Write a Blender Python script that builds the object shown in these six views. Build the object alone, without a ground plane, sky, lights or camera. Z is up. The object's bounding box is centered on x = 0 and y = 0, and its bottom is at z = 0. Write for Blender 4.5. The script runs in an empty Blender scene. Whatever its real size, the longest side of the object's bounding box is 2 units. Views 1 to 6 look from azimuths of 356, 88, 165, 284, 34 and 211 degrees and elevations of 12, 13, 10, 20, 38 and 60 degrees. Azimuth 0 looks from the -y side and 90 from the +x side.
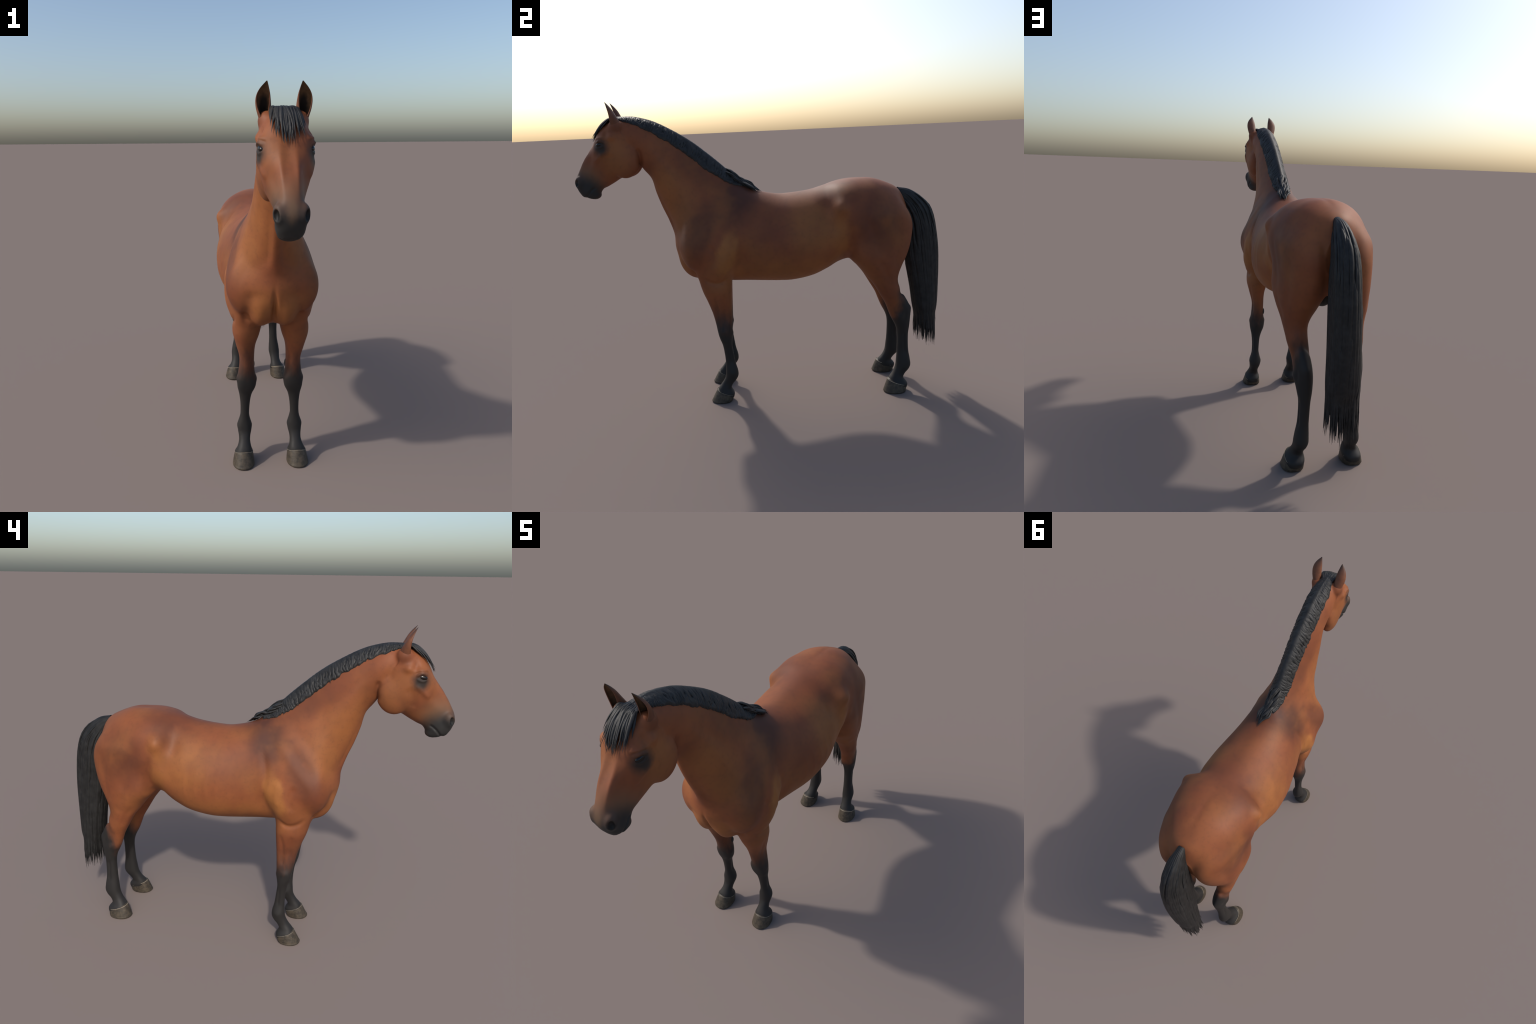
import bpy, math, random
import numpy as np

random.seed(7)
RNG = np.random.default_rng(7)
VOXEL = 0.0038

# ------------------------------------------------------------------ curves
def spline(values, n):
    """Catmull-Rom through rows of values (uniform parameter), n samples."""
    v = np.asarray(values, float)
    if v.ndim == 1:
        v = v[:, None]
    k = len(v)
    t = np.linspace(0, k - 1, n)
    i = np.clip(t.astype(int), 0, k - 2)
    f = (t - i)[:, None]
    p1, p2 = v[i], v[i + 1]
    p0 = np.where((i > 0)[:, None], v[np.maximum(i - 1, 0)], 2 * p1 - p2)
    p3 = np.where((i < k - 2)[:, None], v[np.minimum(i + 2, k - 1)], 2 * p2 - p1)
    return 0.5 * (2 * p1 + (p2 - p0) * f + (2 * p0 - 5 * p1 + 4 * p2 - p3) * f ** 2 + (3 * p1 - p0 - 3 * p2 + p3) * f ** 3)


def hash_noise(x, seed=0):
    """smooth 1-D value noise in [-1, 1]"""
    x = np.asarray(x, float)
    i = np.floor(x).astype(np.int64)
    f = x - i
    f = f * f * (3 - 2 * f)
    def h(n):
        s = np.sin((n + 17.31 * seed) * 127.1 + 311.7) * 43758.5453
        return (s - np.floor(s)) * 2 - 1
    return h(i) * (1 - f) + h(i + 1) * f


# ------------------------------------------------------------------ implicit body, right/left symmetric
class Body:
    def __init__(self, h, half_x, y_range, z_range):
        self.h = h
        self.x = np.arange(-2, int(half_x / h) + 2) * h + 0.5 * h
        self.y = np.arange(y_range[0], y_range[1], h)
        self.z = np.arange(z_range[0], z_range[1], h)
        self.f = np.full((len(self.x), len(self.y), len(self.z)), 0.2, np.float32)

    def box(self, lo, hi):
        sl = []
        for axis, a, b in zip((self.x, self.y, self.z), lo, hi):
            i0, i1 = np.searchsorted(axis, [a, b])
            sl.append(slice(int(i0), int(max(i1, i0 + 1))))
        sl = tuple(sl)
        X = self.x[sl[0]][:, None, None].astype(np.float32)
        Y = self.y[sl[1]][None, :, None].astype(np.float32)
        Z = self.z[sl[2]][None, None, :].astype(np.float32)
        return sl, X, Y, Z

    def union(self, sl, d, k):
        a = self.f[sl]
        m = np.maximum(k - np.abs(a - d), 0) / k
        self.f[sl] = np.minimum(a, d) - m * m * m * k / 6

    def carve(self, sl, d, k):
        a = self.f[sl]
        b = -d
        m = np.maximum(k - np.abs(a - b), 0) / k
        self.f[sl] = np.maximum(a, b) + m * m * m * k / 6

    def ellipsoid(self, c, r, k=0.02, rx=0.0, rz=0.0, cut=False):
        """rx tilts in the side view (turns y towards z), rz in the plan view"""
        pad = max(r) + 0.03 + k
        sl, X, Y, Z = self.box([v - pad for v in c], [v + pad for v in c])
        p, q, s = X - c[0], Y - c[1], Z - c[2]
        if rz:
            a = math.radians(rz)
            p, q = p * math.cos(a) + q * math.sin(a), -p * math.sin(a) + q * math.cos(a)
        if rx:
            a = math.radians(rx)
            q, s = q * math.cos(a) + s * math.sin(a), -q * math.sin(a) + s * math.cos(a)
        k0 = np.sqrt((p / r[0]) ** 2 + (q / r[1]) ** 2 + (s / r[2]) ** 2) + 1e-6
        k1 = np.sqrt((p / r[0] ** 2) ** 2 + (q / r[1] ** 2) ** 2 + (s / r[2] ** 2) ** 2) + 1e-6
        d = k0 * (k0 - 1) / k1
        (self.carve if cut else self.union)(sl, d.astype(np.float32), k)

    def swell(self, c, r, amount, rx=0.0):
        """soft bump (positive) or hollow (negative) of the surface"""
        sl, X, Y, Z = self.box([v - 2.6 * q for v, q in zip(c, [r[0], max(r[1:]), max(r[1:])])], [v + 2.6 * q for v, q in zip(c, [r[0], max(r[1:]), max(r[1:])])])
        p, q, s = X - c[0], Y - c[1], Z - c[2]
        if rx:
            a = math.radians(rx)
            q, s = q * math.cos(a) + s * math.sin(a), -q * math.sin(a) + s * math.cos(a)
        g = np.exp(-((p / r[0]) ** 2 + (q / r[1]) ** 2 + (s / r[2]) ** 2))
        self.f[sl] -= (amount * g).astype(np.float32)

    def ridge(self, pts, width, amount, x_min=0.02, fade=0.25):
        """raised line (or groove, negative) along a side-view polyline, on the flanks only"""
        pts = spline(pts, 40)
        pad = 3 * width
        lo, hi = pts.min(0) - pad, pts.max(0) + pad
        sl, X, Y, Z = self.box([x_min - 0.02, lo[0], lo[1]], [0.4, hi[0], hi[1]])
        Yg, Zg = Y[0], Z[0]
        d2 = np.full(np.broadcast(Yg, Zg).shape, 9.0)
        tt = np.zeros_like(d2)
        for i, (a, b) in enumerate(pts):
            e = (Yg - a) ** 2 + (Zg - b) ** 2
            better = e < d2
            d2 = np.where(better, e, d2)
            tt = np.where(better, i / 39, tt)
        ends = np.clip(np.minimum(tt, 1 - tt) / fade, 0, 1)
        ends = ends * ends * (3 - 2 * ends)
        g = amount * np.exp(-d2 / width ** 2) * ends
        side = np.clip((X - x_min) / 0.02, 0, 1)
        self.f[sl] -= (g[None] * side).astype(np.float32)

    def loft(self, stations, k=0.02, pad=0.07, n=260):
        """stations: upper/front point (y, z), lower/back point (y, z), centre x, half width,
        place of the widest point 0..1, exponent of the upper and of the lower half"""
        S = spline(stations, n)
        T, B, cx, w, sw, pt, pb = S[:, 0:2], S[:, 2:4], S[:, 4], S[:, 5], S[:, 6], S[:, 7], S[:, 8]
        pts = np.concatenate([T, B])
        lo, hi = pts.min(0) - pad, pts.max(0) + pad
        sl, X, Y, Z = self.box([-1, lo[0], lo[1]], [(cx + w).max() + pad, hi[0], hi[1]])
        Yg = np.broadcast_to(Y[0], (Y.shape[1], Z.shape[2])).astype(float)
        Zg = np.broadcast_to(Z[0], Yg.shape).astype(float)
        mid = 0.5 * (T + B)
        best = np.full(Yg.shape, 1e9)
        bi = np.zeros(Yg.shape, int)
        L = np.linalg.norm(B - T, axis=1)
        D = (B - T) / L[:, None]
        # advance direction of the loft at each station
        N = np.stack([-D[:, 1], D[:, 0]], 1)
        adv = np.gradient(mid, axis=0)
        flip = np.sign((N * adv).sum(1))
        N = N * np.where(flip == 0, 1, flip)[:, None]
        off = np.zeros(Yg.shape)
        for i in range(n):
            vy, vz = Yg - T[i, 0], Zg - T[i, 1]
            e = vy * N[i, 0] + vz * N[i, 1]
            u = (vy * D[i, 0] + vz * D[i, 1]) / L[i]
            out = np.maximum(np.maximum(-u, u - 1), 0) * L[i]
            cost = np.abs(e) + 0.35 * out
            m = cost < best
            best = np.where(m, cost, best)
            bi = np.where(m, i, bi)
            off = np.where(m, e, off)
        # sub-sample refinement towards the neighbour
        nb = np.clip(bi + np.where(off > 0, 1, -1), 0, n - 1)
        vy, vz = Yg - T[nb, 0], Zg - T[nb, 1]
        e2 = vy * N[nb, 0] + vz * N[nb, 1]
        fr = np.where(nb != bi, np.clip(np.abs(off) / (np.abs(off) + np.abs(e2) + 1e-9), 0, 1) * (np.sign(off) != np.sign(e2)), 0)
        def at(a):
            return a[bi] * (1 - fr) + a[nb] * fr
        Ty, Tz, Dy, Dz, Li = at(T[:, 0]), at(T[:, 1]), at(D[:, 0]), at(D[:, 1]), at(L)
        s = (Yg - Ty) * Dy + (Zg - Tz) * Dz
        swL = at(sw) * Li
        db = s - swL
        up = db < 0
        hb = np.where(up, swL, Li - swL)
        p = np.where(up, at(pt), at(pb))
        over = np.where((nb != bi) & (np.sign(off) != np.sign(e2)), 0, np.abs(off))
        wv, cv = at(w), at(cx)
        db, hb, p, over, wv, cv = [a[None].astype(np.float32) for a in (db, hb, p, over, wv, cv)]
        dc = np.abs(X - cv)
        r = (np.power(dc / wv + 1e-5, p) + np.power(np.abs(db) / hb + 1e-5, p)) ** (1 / p)
        ln = np.sqrt(dc * dc + db * db)
        d = np.where(r > 0.25, ln * (1 - 1 / np.maximum(r, 0.25)), -np.minimum(wv, hb))
        d = np.where(over > 0, np.where(d > 0, np.sqrt(d * d + over ** 2), np.maximum(d, over)), d)
        self.union(sl, d.astype(np.float32), k)

    def whole(self):
        keep = self.x > 0
        half = self.f[keep]
        self.F = np.concatenate([half[::-1], half], 0)
        self.X = np.concatenate([-self.x[keep][::-1], self.x[keep]])
        self.G = None

    def sample(self, P):
        """value and unit gradient of the field at points"""
        h = self.h
        def tri(P):
            q = (P - np.array([self.X[0], self.y[0], self.z[0]])) / h
            lim = np.array(self.F.shape) - 1.001
            q = np.clip(q, 0, lim)
            i = q.astype(int)
            f = q - i
            v = 0
            for a in (0, 1):
                for b in (0, 1):
                    for c in (0, 1):
                        wt = (f[:, 0] if a else 1 - f[:, 0]) * (f[:, 1] if b else 1 - f[:, 1]) * (f[:, 2] if c else 1 - f[:, 2])
                        v = v + wt * self.F[i[:, 0] + a, i[:, 1] + b, i[:, 2] + c]
            return v
        g = np.stack([(tri(P + o) - tri(P - o)) / (2 * h) for o in np.eye(3) * h], 1)
        ln = np.linalg.norm(g, axis=1, keepdims=True)
        return tri(P), g / np.maximum(ln, 1e-6), ln[:, 0]

    def push(self, P, level=0.0, steps=3):
        for _ in range(steps):
            v, g, ln = self.sample(P)
            P = P - g * np.clip((v - level) / np.maximum(ln, 0.4), -0.01, 0.01)[:, None]
        return P

    def surface(self):
        """surface nets"""
        F = self.F
        s = F < 0
        nx, ny, nz = F.shape
        c = np.zeros((nx - 1, ny - 1, nz - 1), np.int8)
        for a in (0, 1):
            for b in (0, 1):
                for d in (0, 1):
                    c += s[a:nx - 1 + a, b:ny - 1 + b, d:nz - 1 + d]
        active = (c > 0) & (c < 8)
        idx = np.full(active.shape, -1, np.int64)
        cells = np.argwhere(active)
        idx[active] = np.arange(len(cells))
        acc = np.zeros((len(cells), 3))
        cnt = np.zeros(len(cells))
        corners = [(a, b, d) for a in (0, 1) for b in (0, 1) for d in (0, 1)]
        for A in corners:
            for ax in range(3):
                if A[ax]:
                    continue
                Bc = list(A)
                Bc[ax] = 1
                fa = F[cells[:, 0] + A[0], cells[:, 1] + A[1], cells[:, 2] + A[2]]
                fb = F[cells[:, 0] + Bc[0], cells[:, 1] + Bc[1], cells[:, 2] + Bc[2]]
                m = (fa < 0) != (fb < 0)
                t = np.where(m, fa / np.where(m, fa - fb, 1), 0)
                p = np.tile(np.array(A, float), (len(cells), 1))
                p[:, ax] += t
                acc[m] += p[m]
                cnt[m] += 1
        V = cells + acc / cnt[:, None]
        V = V * self.h + np.array([self.X[0], self.y[0], self.z[0]])
        quads = []
        for ax in range(3):
            o = [1, 1, 1]
            o[ax] = 0
            e = [nx - 1, ny - 1, nz - 1]
            lo = F[o[0]:e[0], o[1]:e[1], o[2]:e[2]] < 0
            sh = [(o[i] + (1 if i == ax else 0), e[i] + (1 if i == ax else 0)) for i in range(3)]
            hi = F[sh[0][0]:sh[0][1], sh[1][0]:sh[1][1], sh[2][0]:sh[2][1]] < 0
            ed = np.argwhere(lo != hi)
            inside = lo[lo != hi]
            ed = ed + np.array(o)
            u, v = [(1, 2), (2, 0), (0, 1)][ax]
            def cell(du, dv):
                q = ed.copy()
                q[:, u] -= du
                q[:, v] -= dv
                return idx[q[:, 0], q[:, 1], q[:, 2]]
            Q = np.stack([cell(1, 1), cell(0, 1), cell(0, 0), cell(1, 0)], 1)
            Q[~inside] = Q[~inside][:, ::-1]
            quads.append(Q)
        Q = np.concatenate(quads)
        Q = Q[(Q >= 0).all(1)]
        V = self.push(V, 0.0, 2)
        return V, Q


body = Body(VOXEL, 0.285, (-1.03, 0.86), (-0.01, 1.66))

# ---- trunk: spine point, belly point, centre x, half width, widest place, exponents
def trunk(y, top, bottom, w, widest, p_top=2.0, p_bottom=2.1):
    return [y, top, y, bottom, 0.0, w, (top - widest) / (top - bottom), p_top, p_bottom]

body.loft([
    trunk(-0.446, 0.98, 0.840, 0.070, 0.90),
    trunk(-0.432, 1.04, 0.795, 0.135, 0.90),
    trunk(-0.405, 1.09, 0.742, 0.174, 0.89, 2.0, 2.0),
    trunk(-0.335, 1.15, 0.710, 0.192, 0.88, 1.9, 1.95),
    trunk(-0.26, 1.195, 0.686, 0.196, 0.89, 1.75, 1.9),
    trunk(-0.18, 1.217, 0.678, 0.191, 0.89, 1.7, 1.9),
    trunk(-0.10, 1.212, 0.675, 0.190, 0.89, 1.75, 2.0),
    trunk(-0.02, 1.178, 0.672, 0.202, 0.89, 1.85, 2.15),
    trunk(0.08, 1.156, 0.670, 0.224, 0.89, 1.85, 2.3),
    trunk(0.16, 1.157, 0.673, 0.234, 0.90, 1.8, 2.4),
    trunk(0.26, 1.168, 0.694, 0.233, 0.91, 1.85, 2.5),
    trunk(0.34, 1.188, 0.727, 0.221, 0.94, 1.9, 2.5),
    trunk(0.41, 1.207, 0.758, 0.223, 0.99, 2.4, 2.1),
    trunk(0.48, 1.219, 0.775, 0.227, 1.01, 2.4, 1.95),
    trunk(0.55, 1.221, 0.780, 0.221, 1.01, 2.25, 2.0),
    trunk(0.62, 1.216, 0.785, 0.207, 1.00, 2.2),
    trunk(0.70, 1.188, 0.800, 0.174, 0.98, 2.1),
    trunk(0.76, 1.152, 0.830, 0.125, 0.97, 2.0),
    trunk(0.800, 1.085, 0.900, 0.060, 0.97, 2.0),
], k=0.02)

# ---- neck: crest point, throat point
def neck(ty, tz, by, bz, w, s=0.55, pt=1.7, pb=2.0):
    return [ty, tz, by, bz, 0.0, w, s, pt, pb]

body.loft([
    neck(-0.745, 1.590, -0.668, 1.375, 0.068, 0.42, 2.0),
    neck(-0.665, 1.588, -0.628, 1.318, 0.074, 0.40, 1.9, 1.65),
    neck(-0.572, 1.563, -0.592, 1.268, 0.074, 0.43, 1.7, 1.55),
    neck(-0.482, 1.518, -0.574, 1.195, 0.080, 0.50, 1.7, 1.65),
    neck(-0.382, 1.456, -0.548, 1.115, 0.087, 0.56, 1.6, 1.65),
    neck(-0.285, 1.378, -0.518, 1.040, 0.099, 0.60, 1.5, 1.7),
    neck(-0.195, 1.296, -0.494, 0.962, 0.126, 0.64, 1.5, 1.8),
    neck(-0.105, 1.203, -0.482, 0.875, 0.148, 0.62, 1.7, 2.0),
    neck(-0.040, 1.120, -0.425, 0.780, 0.120, 0.62, 1.7, 2.0),
], k=0.05)

# ---- head: face line, jaw line
def head(ty, tz, by, bz, w, s=0.45, pt=2.3, pb=2.3):
    return [ty, tz, by, bz, 0.0, w, s, pt, pb]

body.loft([
    head(-0.765, 1.588, -0.668, 1.43, 0.076, 0.42, 2.3, 2.0),
    head(-0.812, 1.563, -0.655, 1.375, 0.086, 0.42, 2.5, 2.1),
    head(-0.848, 1.525, -0.658, 1.330, 0.093, 0.40, 2.7, 2.2),
    head(-0.869, 1.488, -0.680, 1.300, 0.094, 0.38, 2.7, 2.1),
    head(-0.884, 1.458, -0.715, 1.285, 0.088, 0.38, 2.7, 2.1),
    head(-0.906, 1.425, -0.752, 1.281, 0.078, 0.42, 2.6, 2.1),
    head(-0.933, 1.391, -0.790, 1.260, 0.063, 0.45, 2.5, 2.1),
    head(-0.955, 1.361, -0.828, 1.240, 0.051, 0.48, 2.4, 2.1),
    head(-0.974, 1.328, -0.855, 1.228, 0.0465, 0.48, 2.4, 2.1),
    head(-0.991, 1.295, -0.871, 1.208, 0.0485, 0.42, 2.4, 2.1),
    head(-0.998, 1.262, -0.884, 1.186, 0.0490, 0.42, 2.4, 2.1),
    head(-0.989, 1.226, -0.908, 1.175, 0.042, 0.45, 2.3, 2.1),
    head(-0.974, 1.199, -0.940, 1.181, 0.028, 0.5, 2.2, 2.1),
], k=0.02)

# ---- hind limb: front point, back point
def limb(z, front, back, cx, w, s=0.5, pt=2.2, pb=2.2, zb=None):
    return [front, z, back, z if zb is None else zb, cx, w, s, pt, pb]


def stand(rows, y_back, z_down):
    """limb rows below the trunk, set back and down the nearer they stand to the midline"""
    out = []
    for r in rows:
        d = max(0.0, 0.15 - r[4]) * min(1.0, max(0.0, (0.70 - r[1]) / 0.12)) * min(1.0, max(0.0, (r[1] - 0.03) / 0.1))
        out.append([r[0] + d * y_back, r[1] - d * z_down, r[2] + d * y_back, r[3] - d * z_down, *r[4:]])
    return out

body.loft(stand([
    limb(1.16, 0.58, 0.66, 0.060, 0.040, 0.45),
    limb(1.12, 0.50, 0.73, 0.075, 0.075, 0.45),
    limb(1.05, 0.455, 0.785, 0.098, 0.110, 0.38, 2.2, 2.1),
    limb(0.97, 0.435, 0.815, 0.100, 0.118, 0.36, 2.3, 2.0),
    limb(0.87, 0.440, 0.806, 0.101, 0.120, 0.36, 2.3, 2.0),
    limb(0.80, 0.462, 0.785, 0.108, 0.114, 0.37, 2.2, 1.95),
    limb(0.745, 0.512, 0.755, 0.121, 0.095, 0.40, 2.2, 1.95),
    limb(0.69, 0.555, 0.731, 0.133, 0.068, 0.45, 2.2, 2.0),
    limb(0.645, 0.590, 0.729, 0.136, 0.055, 0.42, 2.2, 1.9),
    limb(0.585, 0.625, 0.755, 0.131, 0.047, 0.42, 2.2, 1.8),
    limb(0.535, 0.653, 0.782, 0.123, 0.042, 0.42, 2.2, 1.8),
    limb(0.495, 0.668, 0.797, 0.119, 0.041, 0.42, 2.3, 2.0),
    limb(0.450, 0.686, 0.795, 0.116, 0.041, 0.42, 2.4, 2.0),
    limb(0.395, 0.713, 0.790, 0.114, 0.034, 0.45, 2.3, 2.0),
    limb(0.345, 0.722, 0.784, 0.113, 0.0265, 0.45),
    limb(0.255, 0.721, 0.786, 0.115, 0.0255, 0.45),
    limb(0.195, 0.718, 0.796, 0.119, 0.031, 0.42),
    limb(0.160, 0.715, 0.800, 0.121, 0.0335, 0.42),
    limb(0.138, 0.709, 0.791, 0.123, 0.031, 0.42, zb=0.134),
    limb(0.110, 0.698, 0.771, 0.126, 0.029, 0.42, zb=0.106),
    limb(0.083, 0.683, 0.763, 0.131, 0.034, 0.45, zb=0.078),
    limb(0.060, 0.675, 0.785, 0.137, 0.0445, 0.45, 2.2, 2.4, zb=0.046),
    limb(0.032, 0.680, 0.783, 0.140, 0.0440, 0.45, 2.2, 2.5, zb=0.020),
], 0.33, 0.40), k=0.04)

# ---- fore limb
body.loft(stand([
    limb(0.90, -0.33, -0.25, 0.100, 0.035),
    limb(0.84, -0.385, -0.20, 0.112, 0.066),
    limb(0.76, -0.385, -0.182, 0.106, 0.072),
    limb(0.70, -0.366, -0.189, 0.105, 0.066),
    limb(0.65, -0.351, -0.193, 0.110, 0.060),
    limb(0.595, -0.329, -0.197, 0.112, 0.044),
    limb(0.53, -0.308, -0.200, 0.107, 0.034),
    limb(0.467, -0.294, -0.202, 0.108, 0.037),
    limb(0.425, -0.287, -0.203, 0.108, 0.0435, 0.45, 2.6, 2.0),
    limb(0.385, -0.279, -0.205, 0.109, 0.042, 0.45, 2.6, 2.0),
    limb(0.340, -0.264, -0.210, 0.114, 0.029),
    limb(0.290, -0.256, -0.205, 0.116, 0.0225),
    limb(0.230, -0.252, -0.197, 0.118, 0.0215, 0.45),
    limb(0.184, -0.254, -0.186, 0.119, 0.0320, 0.42),
    limb(0.152, -0.257, -0.185, 0.119, 0.0320, 0.42),
    limb(0.130, -0.266, -0.198, 0.120, 0.0275, 0.42, zb=0.126),
    limb(0.106, -0.280, -0.215, 0.121, 0.0265, 0.45, zb=0.104),
    limb(0.080, -0.298, -0.226, 0.123, 0.033, 0.45, zb=0.076),
    limb(0.058, -0.305, -0.211, 0.1255, 0.0430, 0.45, 2.2, 2.4, zb=0.044),
    limb(0.032, -0.303, -0.213, 0.1265, 0.0425, 0.45, 2.2, 2.5, zb=0.020),
], 0.06, 0.25), k=0.03)

# ---- trunk muscles
body.ellipsoid((0.132, -0.245, 0.830), (0.070, 0.084, 0.120), 0.035, rx=-14)       # triceps
body.ellipsoid((0.110, -0.385, 0.885), (0.072, 0.068, 0.095), 0.08)               # point of shoulder
body.ellipsoid((0.0, -0.355, 0.872), (0.122, 0.120, 0.125), 0.06)                 # breast
body.ellipsoid((0.052, -0.372, 0.820), (0.052, 0.092, 0.105), 0.045)                # pectoral
body.swell((0.116, -0.405, 0.760), (0.016, 0.05, 0.042), -0.015)
body.swell((0.085, -0.455, 0.865), (0.035, 0.05, 0.022), -0.004)
body.swell((0.18, 0.435, 0.790), (0.07, 0.028, 0.05), -0.014)                     # flank fold                   # pectoral
body.swell((0.215, 0.41, 1.088), (0.06, 0.036, 0.040), 0.024)
body.swell((0.195, 0.335, 1.085), (0.05, 0.035, 0.05), -0.014)                    # point of hip
body.swell((0.215, 0.520, 0.830), (0.08, 0.060, 0.070), 0.006)                    # stifle
body.swell((0.19, -0.13, 0.80), (0.07, 0.035, 0.09), -0.018, rx=-15)              # hollow behind elbow
body.swell((0.22, 0.37, 0.99), (0.06, 0.035, 0.05), -0.008, rx=10)                # flank hollow
body.swell((0.0, -0.46, 0.785), (0.010, 0.07, 0.085), -0.020)                      # breast furrow
body.swell((0.0, 0.80, 0.95), (0.025, 0.05, 0.16), -0.020)                        # cleft of the rump
body.swell((0.0, 0.62, 1.23), (0.018, 0.12, 0.03), -0.003)
body.ridge([(-0.60, 1.27), (-0.57, 1.18), (-0.52, 1.07), (-0.46, 0.96)], 0.020, -0.010, 0.012)   # jugular groove
body.ridge([(-0.16, 1.17), (-0.24, 1.06), (-0.33, 0.96), (-0.40, 0.88)], 0.022, 0.002, 0.05)     # shoulder blade
body.ridge([(-0.24, 1.12), (-0.32, 1.04), (-0.41, 0.95)], 0.026, -0.003, 0.05)
body.ridge([(-0.12, 1.10), (-0.145, 0.98), (-0.135, 0.86), (-0.165, 0.74)], 0.018, -0.007, 0.05)
body.ridge([(-0.36, 0.765), (-0.31, 0.715), (-0.25, 0.705), (-0.20, 0.745)], 0.013, -0.008, 0.09, 0.3)
body.ridge([(0.44, 1.03), (0.46, 0.93), (0.475, 0.84), (0.47, 0.78)], 0.02, -0.008, 0.08)        # stifle fold
body.ridge([(0.60, 0.80), (0.64, 0.74), (0.66, 0.67)], 0.02, -0.004, 0.10)
body.ridge([(0.73, 1.02), (0.72, 0.90), (0.71, 0.80), (0.70, 0.72)], 0.022, -0.004, 0.12)
# ---- more muscle lines
body.ridge([(-0.30, 0.93), (-0.27, 0.86), (-0.29, 0.78)], 0.016, -0.005, 0.09)
body.ridge([(-0.22, 0.95), (-0.20, 0.87), (-0.21, 0.80)], 0.020, 0.004, 0.09)
body.ridge([(0.50, 1.07), (0.56, 0.98), (0.60, 0.88), (0.61, 0.80)], 0.026, -0.004, 0.09)
body.ridge([(0.60, 1.10), (0.66, 1.00), (0.68, 0.88)], 0.024, 0.003, 0.09)
body.ridge([(0.57, 0.72), (0.62, 0.65), (0.655, 0.58)], 0.014, -0.004, 0.09)
for i in range(5):
    yy = 0.02 + 0.055 * i
    body.ridge([(yy, 1.00), (yy + 0.02, 0.90), (yy + 0.015, 0.80)], 0.012, 0.0012, 0.10)
body.ridge([(-0.66, 1.50), (-0.55, 1.42), (-0.44, 1.30), (-0.36, 1.20)], 0.022, -0.003, 0.02)
body.ridge([(-0.60, 1.40), (-0.54, 1.28), (-0.47, 1.15)], 0.020, 0.0025, 0.02)
# ---- limb details
body.ridge([(-0.225, 0.66), (-0.235, 0.58), (-0.235, 0.50), (-0.23, 0.45)], 0.010, -0.005, 0.08)
body.ridge([(-0.285, 0.66), (-0.275, 0.58), (-0.265, 0.50)], 0.010, -0.004, 0.08)
body.ridge([(-0.224, 0.34), (-0.221, 0.27), (-0.214, 0.21)], 0.006, -0.0050, 0.08)
body.ridge([(0.767, 0.36), (0.768, 0.28), (0.775, 0.20)], 0.007, -0.0050, 0.08)
body.swell((0.150, -0.250, 0.415), (0.020, 0.020, 0.016), 0.004)                    # knee bones
body.swell((0.066, -0.250, 0.415), (0.020, 0.020, 0.016), 0.004)
body.swell((0.110, -0.288, 0.372), (0.030, 0.012, 0.007), -0.003)
body.swell((0.108, -0.200, 0.395), (0.020, 0.012, 0.016), 0.004)
body.swell((0.152, -0.215, 0.165), (0.016, 0.016, 0.014), 0.003)                    # fetlocks
body.swell((0.086, -0.215, 0.165), (0.016, 0.016, 0.014), 0.003)
body.swell((0.120, -0.300, 0.092), (0.03, 0.010, 0.008), -0.0015)
body.swell((0.15, 0.750, 0.59), (0.05, 0.016, 0.055), -0.010, rx=-20)               # hollow before the hamstring
body.swell((0.085, 0.750, 0.59), (0.05, 0.016, 0.055), -0.008, rx=-20)
body.swell((0.158, 0.735, 0.445), (0.018, 0.020, 0.022), 0.005)                     # hock bones
body.swell((0.078, 0.725, 0.420), (0.018, 0.020, 0.022), 0.005)
body.swell((0.155, 0.770, 0.460), (0.020, 0.012, 0.03), -0.004)
body.swell((0.118, 0.808, 0.495), (0.018, 0.012, 0.020), 0.004)
# ---- head details
body.ellipsoid((0.048, -0.715, 1.375), (0.042, 0.080, 0.094), 0.02, rx=-10)        # cheek
body.swell((0.100, -0.835, 1.493), (0.035, 0.032, 0.014), 0.014)                   # brow
body.swell((0.090, -0.768, 1.500), (0.03, 0.020, 0.018), 0.011)                    # temple
body.swell((0.090, -0.800, 1.515), (0.03, 0.012, 0.020), -0.009)
body.ridge([(-0.80, 1.43), (-0.84, 1.40), (-0.875, 1.365)], 0.012, 0.005, 0.03)     # facial crest
body.ridge([(-0.77, 1.42), (-0.80, 1.37), (-0.80, 1.31)], 0.020, -0.005, 0.03)
body.swell((0.060, -0.905, 1.365), (0.03, 0.022, 0.035), -0.005, rx=-35)           # hollow beside the nasal bone
body.swell((0.027, -0.932, 1.395), (0.010, 0.080, 0.03), 0.0045, rx=55)             # nasal bone edge
body.swell((0.054, -0.900, 1.385), (0.020, 0.060, 0.025), -0.006, rx=55)
body.swell((0.0, -0.89, 1.45), (0.012, 0.06, 0.03), -0.002, rx=60)
body.ridge([(-0.645, 1.44), (-0.635, 1.39), (-0.645, 1.335)], 0.012, -0.010, 0.02)  # groove behind the jaw
body.ellipsoid((0.038, -0.970, 1.270), (0.020, 0.024, 0.031), 0.024, rx=-15)        # nostril wing
body.ellipsoid((0.0, -0.902, 1.196), (0.032, 0.030, 0.022), 0.015)                  # chin
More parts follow.
